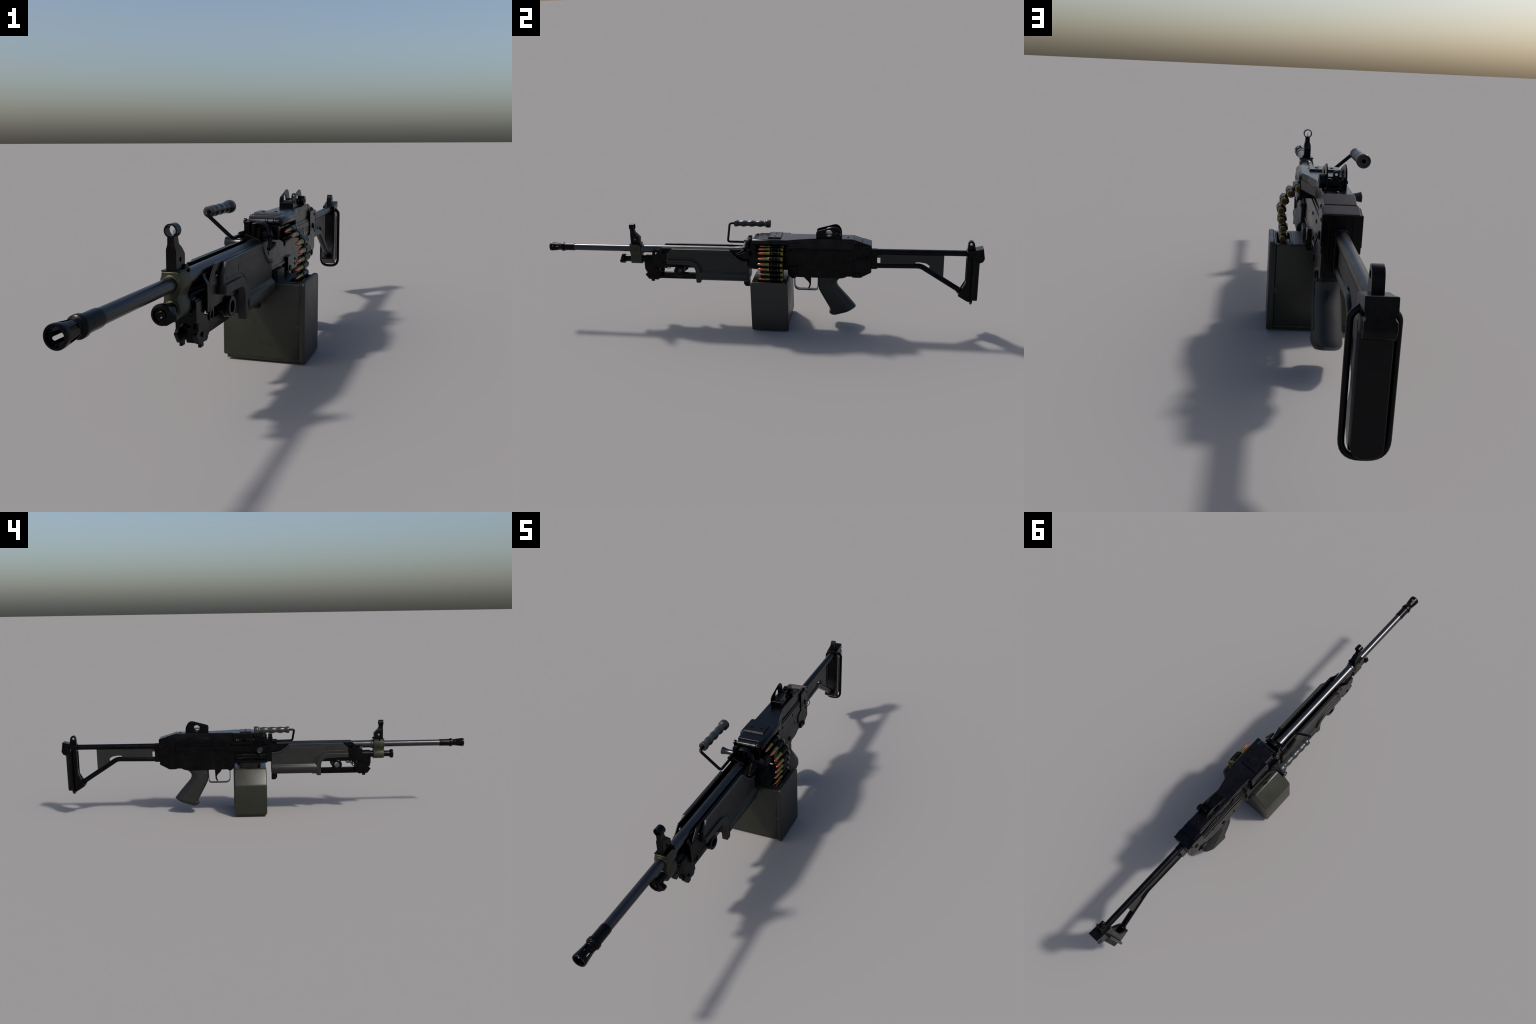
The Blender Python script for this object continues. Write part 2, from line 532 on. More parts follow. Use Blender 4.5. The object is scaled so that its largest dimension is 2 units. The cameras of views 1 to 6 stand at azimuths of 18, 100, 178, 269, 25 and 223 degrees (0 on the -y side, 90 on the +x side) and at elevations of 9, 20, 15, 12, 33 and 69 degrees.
def build_frame():
    outline = [(-0.4385, 0.3520), (-0.4750, 0.3170), (-0.4740, 0.2585, .002), (-0.2000, 0.2600), (-0.0380, 0.2600),
               (-0.0380, 0.3080), (-0.0200, 0.3080), (-0.0200, 0.3515)]

    def one(s):
        plate = prism("x", outline, *span(s, 0.0300, 0.0338), 0.0008)
        plate = cut(plate, hole_x(-0.4328, 0.3292, 0.0072), hole_x(-0.4322, 0.2870, 0.0076))
        rail = cuboid(*span(s, 0.0272, 0.0300), -0.4370, -0.0300, 0.3460, 0.3522, 0.0006)
        crease = cuboid(*span(s, 0.0338, 0.0346), -0.4745, -0.4200, 0.2600, 0.3160, 0.0004)
        curl = spline([(0.0340, 0.2545), (0.0345, 0.2800), (0.0345, 0.3050), (0.0338, 0.3160), (0.0300, 0.3235), (0.0262, 0.3300), (0.0248, 0.3372)], 3)
        inner = [(x - 0.0045, z - 0.001) for x, z in curl]
        flange = prism("y", [(s * x, z) for x, z in curl + inner[::-1]], -0.4885, -0.4740, 0.0014)
        web = cuboid(*span(s, 0.0240, 0.0320), -0.4780, -0.4700, 0.2560, 0.3150, 0.0005)
        return [plate, rail, crease, flange, web]
    pieces = mirror_x(one)
    pieces.append(cuboid(-0.0310, 0.0310, -0.4720, -0.0400, 0.2570, 0.2610, 0.0006))
    part("handguard_frame", pieces, M["black"])


def arc_pts(cx, cz, r, a0, a1, n=8):
    return [(cx + r * math.cos(math.radians(a0 + (a1 - a0) * k / n)), cz + r * math.sin(math.radians(a0 + (a1 - a0) * k / n)))
            for k in range(n + 1)]


def build_handguard():
    pieces = []
    for s in (1, -1):
        if s > 0:
            scoop = [(-0.1180, 0.3505, .004), (-0.1020, 0.3330, .02), (-0.0800, 0.3130, .02), (-0.0600, 0.3020, .02)]
            rear_top = 0.2995
        else:
            scoop = [(-0.1230, 0.3505, .004), (-0.1060, 0.3345, .02), (-0.0800, 0.3170, .02), (-0.0600, 0.3115, .02)]
            rear_top = 0.3115
        # wall: straight top edge, chamfered nose, undercut arc in front of the hook
        wall = [(-0.3890, 0.3505), (-0.4160, 0.3240, .003), (-0.4170, 0.2795), (-0.3140, 0.2765, .020),
                (-0.2860, 0.2620, .018), (-0.2815, 0.2380), (-0.2810, 0.2250), (-0.0370, 0.2250), (-0.0360, rear_top)] + scoop[::-1]
        pieces.append(prism("x", wall, *span(s, 0.0335, 0.0443), 0.0022, 3, clamp=False))
        # raised rib: along the lower front edge, round the bend and down into the hook
        rib = ([(-0.4170, 0.3010), (-0.4172, 0.2795), (-0.3140, 0.2765)]
               + arc_pts(-0.3130, 0.2450, 0.0315, 88, 0, 8)
               + [(-0.2810, 0.1905), (-0.2610, 0.1905, .002), (-0.2572, 0.2040), (-0.2572, 0.2420)]
               + arc_pts(-0.3130, 0.2440, 0.0560, 3, 88, 10))
        pieces.append(prism("x", rib, *span(s, 0.0300, 0.0513), 0.0026, 3, clamp=False))
        # thin raised border following the outside of the rib and a lip along the scoop
        pieces.append(pipe([(s * 0.0436, -0.3950, 0.3115)] + [(s * 0.0436, y, z) for y, z in
                           arc_pts(-0.3130, 0.2440, 0.0670, 90, 8, 8)], 0.0022, 8))
        lip_in = [(y - 0.006, z - 0.0085) for y, z, *_ in scoop]
        lip = [(p[0], p[1]) for p in scoop] + [(-0.0360, rear_top), (-0.0360, rear_top - 0.0110)] + lip_in[::-1]
        pieces.append(prism("x", lip, *span(s, 0.0400, 0.0474), 0.0026, 3, clamp=False))
        # shallow panel border on the wall
        top_z = 0.3315
        pieces.append(pipe([(s * 0.0434, -0.3150, 0.3150), (s * 0.0434, -0.3150, top_z, .004), (s * 0.0434, -0.1200, top_z, .01),
                            (s * 0.0434, -0.1000, 0.3060, .02), (s * 0.0434, -0.0620, 0.2900, .008),
                            (s * 0.0434, -0.0600, 0.2500)], 0.0016, 8))
    # rounded belly below the walls
    half = [(0.0440, 0.2500), (0.0462, 0.2455), (0.0512, 0.2410), (0.0542, 0.2350), (0.0550, 0.2270), (0.0538, 0.2180),
            (0.0505, 0.2095), (0.0450, 0.2035), (0.0370, 0.2000), (0.0250, 0.1995)]
    half = spline(half, 2)
    prof = half + [(-x, z) for x, z in reversed(half)]
    belly = prism("y", prof, -0.2620, -0.0365, 0.0020, 3)
    part("handguard", pieces, M["polymer"], angle=40)
    part("handguard_belly", [belly], M["polymer"], angle=50, weighted=False)
    latch = [prism("x", [(-0.0370, 0.2050), (-0.0370, 0.1650), (-0.0560, 0.1650), (-0.0650, 0.1760), (-0.0650, 0.2050)],
                   -0.0130, 0.0130, 0.0016),]
    part("handguard_latch", latch, M["black"])


# ------------------------------------------------------------------ receiver
def build_receiver():
    w = 0.0328
    body = [(-0.0345, 0.3080), (-0.0345, 0.2612), (0.1430, 0.2605), (0.1480, 0.2480), (0.1580, 0.2260),
            (0.3800, 0.2240), (0.3985, 0.2275, .004), (0.4110, 0.2345), (0.4770, 0.2345), (0.5110, 0.2535),
            (0.5160, 0.3830), (0.4370, 0.3620), (-0.0130, 0.3620), (-0.0130, 0.3510), (-0.0345, 0.3510)]
    pieces = [cut(prism("x", body, -w, w, 0.0016), cuboid(-0.06, -0.0150, -0.0110, 0.1420, 0.2745, 0.3050, 0))]
    # left side: stepped upper wall with a long groove above it
    pieces.append(cuboid(0.031, 0.0352, 0.1230, 0.4400, 0.3150, 0.3540, 0.0012))
    pieces.append(cuboid(0.031, 0.0350, -0.0330, 0.1230, 0.3100, 0.3480, 0.0012))
    # right side: slide rails of the charging handle
    for z0, z1, x in ((0.3185, 0.3230, 0.0400), (0.3270, 0.3420, 0.0384), (0.3450, 0.3500, 0.0400), (0.3535, 0.3575, 0.0380),
                      (0.3625, 0.3680, 0.0400)):
        pieces.append(cuboid(-x, -0.031, 0.0000, 0.4380, z0, z1, 0.0010))
    # rear end block, a little wider than the body
    block = [(0.4385, 0.3860), (0.4385, 0.3110), (0.4480, 0.3045), (0.5135, 0.3045), (0.5160, 0.3820), (0.4790, 0.3925), (0.4760, 0.3860)]
    pieces.append(prism("x", block, -0.0420, 0.0385, 0.0018))
    flange = [(0.5125, 0.3190), (0.5165, 0.3190), (0.5170, 0.3835), (0.5130, 0.3845)]
    pieces.append(prism("x", flange, -0.0428, 0.0393, 0.0008))
    rear = [(-0.0400, 0.3830), (-0.0240, 0.3835), (0.0240, 0.3835), (0.0380, 0.3820), (0.0380, 0.3190), (0.0330, 0.3060), (0.0330, 0.2540),
            (-0.0330, 0.2540), (-0.0330, 0.3060), (-0.0400, 0.3190)]
    pieces.append(prism("y", rear, 0.5120, 0.5160, 0.0012))
    for s in (1, -1):   # vertical ribs each side of the stock socket
        pieces.append(cuboid(*span(s, 0.0215, 0.0250), 0.5150, 0.5180, 0.2560, 0.3800, 0.0008))
    # seam lips and plates on both sides
    for s in (1, -1):
        pieces.append(prism("x", [(0.4130, 0.2665), (0.4120, 0.2990, .003), (0.4385, 0.3105), (0.5130, 0.3105), (0.5128, 0.2550), (0.4790, 0.2370), (0.4340, 0.2370),
                                  (0.4340, 0.2660)], *span(s, 0.030, 0.0362), 0.0014))
        pieces.append(prism("x", [(0.4340, 0.2330), (0.4340, 0.2540, .003), (0.4650, 0.2560, .010), (0.4760, 0.2460, .008),
                                  (0.4770, 0.2345), (0.4640, 0.2325)], *span(s, 0.0300, 0.0396), 0.0014))
        lug = [(0.1450, 0.2770, .002), (0.1870, 0.2790, .003), (0.1880, 0.2350, .012), (0.1780, 0.2220, .012),
               (0.1640, 0.2220, .012), (0.1500, 0.2350, .008), (0.1460, 0.2460)]
        pieces.append(prism("x", lug, *span(s, 0.0300, 0.0412), 0.0020))
    # magazine well floor rails
    pieces.append(cuboid(-0.0478, 0.0350, -0.0155, 0.1440, 0.2600, 0.2690, 0.0014))
    body_ob = part("receiver", pieces, M["receiver"])
    # pins, rivets and push buttons share meshes
    rivet = mesh_from([(lathe([(0, 0.0050), (0.0014, 0.0046), (0.0024, 0.0028), (0.0026, 0)], (0, 0, 0), (1, 0, 0), 16), 0)],
                      "rivet", [M["receiver"]])
    pin = mesh_from([(lathe([(0, 0.0092), (0.0022, 0.0092), (0.0034, 0.0080), (0.0034, 0.0062), (0.0024, 0.0056), (0.0024, 0)],
                            (0, 0, 0), (1, 0, 0), 24), 0)], "takedown_pin", [M["black"]])
    flip = Matrix.Rotation(math.pi, 4, "Z").to_quaternion()
    for s in (1, -1):
        q = None if s > 0 else flip
        for y, z, x in ((0.2525, 0.3325, 0.0350), (0.3545, 0.3350, 0.0350), (0.3795, 0.2880, 0.0326), (0.2600, 0.2545, 0.0326),
                        (0.2595, 0.2395, 0.0326), (0.4990, 0.3700, 0.0384)):
            if s < 0 and z in (0.3325, 0.3350):
                continue
            xx = x + (0.0036 if s < 0 and z > 0.36 else 0.0)
            instance("rivet", rivet, (s * xx, y, z), body_ob, q)
        for y, z, x in ((0.3232, 0.2445, 0.0326), (0.1705, 0.2405, 0.0408), (0.4590, 0.2450, 0.0392), (0.4795, 0.3340, 0.0384)):
            instance("takedown_pin", pin, (s * (x + (0.0034 if s < 0 and z > 0.33 else 0)), y, z), body_ob, q)
    # wire bail hanging on the left push pin
    bail = pipe([(0.0440, 0.4700, 0.3330), (0.0480, 0.4550, 0.3260, .006), (0.0500, 0.4530, 0.3160, .006), (0.0500, 0.5060, 0.3160, .006),
                 (0.0480, 0.5060, 0.3260, .006), (0.0440, 0.4890, 0.3330)], 0.0016, 8)
    part("wire_bail", [bail], M["black"], body_ob)
    # right side spring bar with two humps
    bar = [(0.1960, 0.3670), (0.4360, 0.3690), (0.4360, 0.3740), (0.3620, 0.3885, .010), (0.3440, 0.3880, .008), (0.3250, 0.3780, .010),
           (0.2700, 0.3765, .010), (0.2550, 0.3875, .010), (0.2360, 0.3875, .012), (0.1960, 0.3760)]
    part("spring_bar", [prism("x", bar, -0.0378, -0.0320, 0.0008)] +
         [rod((-0.0400, y, z), (-0.036, y, z), r) for y, z, r in ((0.352, 0.3820, .0036), (0.352, 0.3725, .0042), (0.252, 0.3830, .0036),
                                                              (0.252, 0.3735, .0040), (0.302, 0.3745, .0026))],
         M["black"], body_ob)
    # magazine-well cover on the right: framed sheet, ridges modelled along the criss-cross highlights
    frame = cut(cuboid(-0.0468, -0.0310, -0.0150, 0.1450, 0.2685, 0.3085, 0.0012), cuboid(-0.06, 0.0, -0.0115, 0.1415, 0.2742, 0.3052, 0))
    sections = []
    n = 34
    for i in range(n + 1):
        y = -0.0115 + (0.1415 + 0.0115) * i / n
        ring = []
        for j in range(9):
            z = 0.2745 + 0.0305 * j / 8
            u = (y - 0.05) / 0.09
            v = j / 8
            lines = (0.15 + 0.85 * (0.5 + 0.62 * u), 0.75 - 0.55 * (0.5 + 0.75 * u), 0.30 + 0.10 * math.sin(6 * u), 0.62 + 0.22 * math.sin(2.4 * u + 1.0))
            crest = max(max(0.0, 1 - abs(v - q) * 5.0) for q in lines)
            edge = min(1.0, min(i, n - i) / 2.0, min(j, 8 - j) / 1.2)
            ring.append((-0.0440 - (0.0036 * crest + 0.0006 * abs(math.sin(9 * u + j))) * edge, y, z))
        sections.append(ring)
    bm = bmesh.new()
    V = [[bm.verts.new(p) for p in r] for r in sections]
    for A, B in zip(V, V[1:]):
        for k in range(8):
            bm.faces.new((A[k], B[k], B[k + 1], A[k + 1]))
    bmesh.ops.solidify(bm, geom=bm.faces[:], thickness=0.0012)
    bmesh.ops.recalc_face_normals(bm, faces=bm.faces)
    part("port_cover", [(frame, 0), (bm, 1), (cuboid(-0.0478, -0.0420, -0.0105, -0.0065, 0.2760, 0.3040, 0.0010), 1)],
         [M["receiver"], M["black"]], body_ob)


def build_feed_cover():
    # plan of the cover: wide over the feed way, tapering on the left to the narrow rear
    plan = [(-0.0380, 0.0125), (-0.0385, 0.0535), (-0.0482, 0.0540), (-0.0482, 0.1535), (-0.0345, 0.1550), (-0.0335, 0.4340), (0.0318, 0.4340), (0.0310, 0.2950, .02),
            (0.0330, 0.2620, .03), (0.0480, 0.1950, .03), (0.0610, 0.1540, .008), (0.0620, 0.1460), (0.0560, 0.0125)]
    top = prism("z", plan, 0.3890, 0.4108, 0.0040, 3)
    pieces = [top]
    # side walls under the cover
    pieces.append(prism("x", [(0.1530, 0.3700), (0.4390, 0.3715), (0.4770, 0.3860), (0.4770, 0.3930), (0.4340, 0.4060), (0.1530, 0.4060)],
                        -0.0346, -0.0300, 0.0008))
    pieces.append(cuboid(-0.0322, 0.0296, 0.1600, 0.4380, 0.3550, 0.4000, 0))
    pieces.append(cuboid(-0.0478, -0.0300, 0.1490, 0.1538, 0.3690, 0.4000, 0.0008))
    wall = [(0.0310, 0.4400), (0.0312, 0.1600), (0.0270, 0.1600), (0.0270, 0.4400)]
    pieces.append(prism("z", wall, 0.3705, 0.4000, 0.0008))
    pieces.append(prism("z", [(0.0355, 0.1570), (0.0330, 0.2600), (0.0320, 0.2700), (0.0290, 0.2700), (0.0400, 0.2300), (0.0520, 0.1900), (0.0620, 0.1570)],
                        0.3710, 0.3950, 0.0012))
    # sloping rear hood
    hood = [(0.4320, 0.3700), (0.4320, 0.4108), (0.4350, 0.4108), (0.4780, 0.3972), (0.4780, 0.3700)]
    pieces.append(prism("x", hood, -0.0340, 0.0325, 0.0020))
    hood2 = [(0.4790, 0.3700), (0.4790, 0.3968), (0.5090, 0.3875), (0.5160, 0.3850, .003), (0.5165, 0.3750), (0.5165, 0.3700)]
    pieces.append(prism("x", hood2, -0.0375, 0.0360, 0.0020))
    cover = part("feed_cover", pieces, M["cover"], angle=40)
    # rolled left edge, hinge barrel and pin
    roll = [(0.0440, 0.3890), (0.0440, 0.4104)] + spline([(0.0500, 0.4104), (0.0560, 0.4092), (0.0615, 0.4062), (0.0652, 0.4015), (0.0664, 0.3960), (0.0650, 0.3905),
                                                        (0.0610, 0.3868), (0.0555, 0.3858)], 3)
    part("cover_roll", [prism("y", roll, -0.0080, 0.1500, 0.0012)], M["cover"], cover, angle=50, weighted=False)
    hz = 0.3965
    hinge = [rod((-0.0300, -0.0005, hz), (0.0175, -0.0005, hz), 0.0116, 24), rod((0.0180, -0.0005, hz), (0.0235, -0.0005, hz), 0.0124, 24),
             rod((0.0240, -0.0005, hz), (0.0400, -0.0005, hz), 0.0116, 24), rod((0.0405, 0.0015, hz), (0.0560, 0.0015, hz), 0.0115, 24),
             rod((-0.0380, 0.0010, hz), (-0.0300, 0.0010, hz), 0.0060, 20), rod((-0.0470, 0.0010, hz), (-0.0400, 0.0010, hz), 0.0086, 20),
             cuboid(-0.0300, 0.0500, 0.0010, 0.0160, 0.3890, 0.4060, 0.0030)]
    part("cover_hinge", hinge, M["worn"], cover)  # paler steel picked to brighten the hinge's highlight, no wear meant
    plate = part("mounting_plate", [loft([[(-0.0390, 0.0580, 0.4095), (-0.0390, 0.1190, 0.4095), (0.0400, 0.1190, 0.4095), (0.0400, 0.0580, 0.4095)],
                                    [(-0.0365, 0.0635, 0.4165), (-0.0365, 0.1172, 0.4165), (0.0375, 0.1172, 0.4165), (0.0375, 0.0635, 0.4165)]])],
                 M["cover"], cover)
    screw = cut(lathe([(0, 0.0052), (0.0012, 0.0050), (0.0018, 0.0040), (0.0018, 0)], (0, 0, 0), (0, 0, 1), 20),
                cuboid(-0.006, 0.006, -0.0007, 0.0007, 0.0010, 0.003, 0))
    sm = mesh_from([(screw, 0)], "screw", [M["black"]])
    for x, y in ((0.0190, 0.0900), (-0.0185, 0.0900)):
        instance("screw", sm, (x, y, 0.4163), plate)
    stud = mesh_from([(lathe([(0, 0.0052), (0.001, 0.0050), (0.0024, 0.0036), (0.0034, 0.0016), (0.0036, 0)], (0, 0, 0), (0, 0, 1), 20), 0)],
                     "stud", [M["black"]])
    instance("stud", stud, (0.0010, 0.4130, 0.4104), cover)
    # latch nubs on the rear hood
    for s in (1, -1):
        instance("stud", stud, (s * 0.0355, 0.4550, 0.3890), cover, Matrix.Rotation(s * HALF, 4, "Y").to_quaternion())
    # feed tray: floor, front post, lip and rear guide on the belt side; slotted wall on the other
    tray = [cuboid(-0.0380, 0.0640, 0.0060, 0.1500, 0.3480, 0.3530, 0.0012),
            cuboid(0.0360, 0.0560, -0.0130, 0.0060, 0.3490, 0.3890, 0.0018),
            cuboid(-0.0380, 0.0370, -0.0130, 0.0080, 0.3500, 0.3880, 0.0018),
            prism("y", [(0.0520, 0.3530), (0.0640, 0.3530), (0.0700, 0.3420, .006), (0.0690, 0.3300, .003), (0.0655, 0.3300), (0.0640, 0.3420, .006), (0.0520, 0.3480)],
                  0.0060, 0.0200, 0.0008),
            prism("y", [(0.0520, 0.3530), (0.0640, 0.3530), (0.0690, 0.3430, .006), (0.0680, 0.3360, .003), (0.0650, 0.3360), (0.0630, 0.3430, .006), (0.0520, 0.3480)],
                  0.0200, 0.1450, 0.0008),
            cuboid(0.0560, 0.0640, 0.1440, 0.1580, 0.3440, 0.3830, 0.0016),
            cuboid(0.0355, 0.0600, 0.1480, 0.1580, 0.3500, 0.3900, 0.0012),
            cuboid(-0.0385, 0.0350, 0.1520, 0.1600, 0.3500, 0.3900, 0.0012)]
    side = [cut(cuboid(-0.0485, -0.0445, 0.0540, 0.1535, 0.3650, 0.4020, 0.0010), cuboid(-0.06, -0.03, 0.0700, 0.1350, 0.3690, 0.3800, 0))]
    side.append(cuboid(-0.0480, -0.0360, 0.0545, 0.1530, 0.3520, 0.3665, 0.0010))
    side.append(cuboid(-0.0450, -0.0360, 0.0545, 0.0590, 0.3650, 0.4000, 0.0010))
    tray += side + [cuboid(-0.0400, -0.0360, -0.0140, 0.0530, 0.3600, 0.3905, 0.0012), cuboid(-0.0420, -0.0380, -0.0140, 0.0010, 0.3600, 0.4020, 0.0016)]
    part("feed_tray", tray, M["black"])


def build_barrel_latch():
    # trunnion in front of the hinge, barrel bracket, bent release lever and its pad
    trunnion = [cuboid(-0.0330, 0.0350, -0.0360, -0.0120, 0.3180, 0.3530, 0.0020),
                cuboid(-0.0340, -0.0180, -0.0410, -0.0235, 0.3480, 0.4000, 0.0018),
                cuboid(0.0020, 0.0130, -0.0400, -0.0220, 0.3480, 0.3830, 0.0018),
                cuboid(-0.0340, 0.0300, -0.0240, -0.0120, 0.3480, 0.3750, 0.0018),
                cuboid(0.0130, 0.0330, -0.0330, -0.0140, 0.3480, 0.3720, 0.0030)]
    part("trunnion", trunnion, M["black"])
    hood = [(-0.0300, 0.3480), (-0.0400, 0.3640, .006), (-0.0350, 0.3730, .006), (-0.0200, 0.3690, .01), (0.0000, 0.3625, .02), (0.0180, 0.3560, .01),
            (0.0240, 0.3440, .01), (0.0240, 0.3200), (-0.0240, 0.3200)]
    part("barrel_bracket", [prism("y", hood, -0.0625, -0.0390, 0.0040, 3, clamp=False)], M["black"])
    path = [(-0.0090, -0.0330, 0.3930, .0095, .0045), (0.0060, -0.0330, 0.3958, .0100, .0050), (0.0210, -0.0330, 0.3935, .0100, .0052),
            (0.0320, -0.0330, 0.3855, .0102, .0055), (0.0385, -0.0345, 0.3740, .0102, .0056), (0.0415, -0.0385, 0.3620, .0098, .0055),
            (0.0440, -0.0480, 0.3520, .0080, .0054), (0.0470, -0.0660, 0.3425, .0056, .0052), (0.0492, -0.0850, 0.3335, .0045, .0048)]
    rings = []
    for i, (x, y, z, w, h) in enumerate(path):
        c = Vector((x, y, z))
        t = (Vector(path[min(i + 1, 8)][:3]) - Vector(path[max(i - 1, 0)][:3])).normalized()
        side = Vector((0, 1, 0)) if i < 6 else Vector((0, 0.45, 0.9))
        side = (side - t * side.dot(t)).normalized()
        up = t.cross(side)
        rings.append([c + side * w * math.copysign(abs(math.cos(a)) ** 0.6, math.cos(a)) + up * h * math.copysign(abs(math.sin(a)) ** 0.7, math.sin(a))
                      for a in [2 * math.pi * k / 20 for k in range(20)]])
    lever = loft(rings)
    cross = cuboid(-0.0130, -0.0010, -0.0420, -0.0240, 0.3620, 0.3965, 0.0040)
    pad = loft([[(x, y, z) for x, y, z in ring] for ring in (
        ((0.0440, -0.0885, 0.3310), (0.0540, -0.0885, 0.3300), (0.0560, -0.0840, 0.3340), (0.0450, -0.0840, 0.3350)),
        ((0.0450, -0.0700, 0.3330), (0.0560, -0.0700, 0.3310), (0.0580, -0.0650, 0.3400), (0.0460, -0.0650, 0.3420)),
        ((0.0450, -0.0500, 0.3400), (0.0590, -0.0500, 0.3380), (0.0600, -0.0440, 0.3480), (0.0460, -0.0440, 0.3500)))])
    soften(pad, 0.0014)
    part("barrel_release", [lever, cross, pad], M["black"])


def build_carry_handle():
    ax, az = -0.1052, 0.4322
    path = [(-0.0340, -0.0400, 0.3655), (-0.0320, -0.1400, 0.3670, .012), (ax, -0.1440, az, .012), (ax, -0.1080, az)]
    rodp = pipe(path, 0.0052, 16)
    pivot = [rod((-0.0345, -0.0640, 0.3660), (-0.0345, -0.0380, 0.3660), 0.0098, 24)]
    handle = part("carry_handle_rod", [rodp] + pivot, M["black"])
    # finger-waved grip with a flared rear end
    y0, y1 = -0.1190, 0.0480
    secs, n, seg = [], 72, 28
    for i in range(n + 1):
        t = i / n
        y = y0 + (y1 - y0) * t
        wave = math.cos(2 * math.pi * (t - 0.485) / 0.235)
        r = 0.0140 + 0.0012 * wave
        if t < 0.10:
            r = 0.0138 + 0.0020 * min(1, (0.115 - t) / 0.05)
        if t > 0.84:
            k = min(1.0, (t - 0.84) / 0.07)
            r = 0.0126 + 0.0060 * k * k * (3 - 2 * k)
        if t > 0.985 or t < 0.012:
            r -= 0.0010
        lower = 0.0008 * wave if 0.10 < t < 0.84 else 0.0
        ring = []
        for k in range(seg):
            a = 2 * math.pi * k / seg
            rr = r + lower * max(0.0, -math.sin(a))
            ring.append((ax + rr * math.cos(a), y, az + rr * math.sin(a)))
        secs.append(ring)
    grip = loft(secs, cap=False)
    # end caps: dished rear with a boss
    front = lathe([(0, 0.0156), (-0.0015, 0.0140), (-0.0015, 0.0075), (0.004, 0.0065), (0.004, 0)], (ax, y0, az), (0, 1, 0), 28)
    rear = lathe([(-0.001, 0.0188), (0.0012, 0.0180), (0.0018, 0.0165), (0.0010, 0.0140), (-0.0015, 0.0125), (-0.0015, 0.0105),
                  (0.0005, 0.0090), (0.0005, 0.0060), (-0.001, 0.0050), (-0.001, 0)], (ax, y1, az), (0, 1, 0), 28)
    part("carry_grip", [grip, front, rear], M["grip"], handle, angle=50)


def build_charging_handle():
    plate = [(-0.0125, 0.3480, .005), (-0.0125, 0.3200, .003), (0.1880, 0.3200, .004), (0.1900, 0.3725, .002), (0.1705, 0.3725, .002),
             (0.1690, 0.3470, .006), (0.0700, 0.3465, .012), (0.0450, 0.3500, .010), (0.0300, 0.3500)]
    pieces = [(prism("x", plate, -0.0530, -0.0462, 0.0022), 0), (cuboid(-0.0470, -0.0390, -0.0060, 0.1820, 0.3230, 0.3420, 0.001), 0),
              (cuboid(-0.0505, -0.0320, 0.1712, 0.1892, 0.3570, 0.3738, 0.0018), 1)]
    arm = loft([[(x, y, z) for y, z in ring] for x, ring in (
        (-0.0500, ((-0.0100, 0.3220), (0.0700, 0.3220), (0.0680, 0.3460), (-0.0080, 0.3470))),
        (-0.0565, ((-0.0020, 0.3210), (0.0560, 0.3210), (0.0520, 0.3420), (0.0000, 0.3440))),
        (-0.0640, ((0.0120, 0.3215), (0.0380, 0.3215), (0.0360, 0.3390), (0.0120, 0.3400))))])
    soften(arm, 0.0030, 3)
    pieces.append((arm, 0))
    knob = lathe([(0, 0), (0, 0.0135), (0.010, 0.0118), (0.022, 0.0100), (0.032, 0.0098), (0.042, 0.0112), (0.050, 0.0132), (0.0548, 0.0142), (0.0560, 0.0136),
                  (0.0565, 0.0115), (0.0552, 0.0100), (0.0552, 0)], (-0.0540, 0.0232, 0.3320), (-1, 0, 0.04), 28)
    pieces.append((knob, 2))
    part("charging_handle", pieces, [M["black"], M["worn"], M["barrel"]])


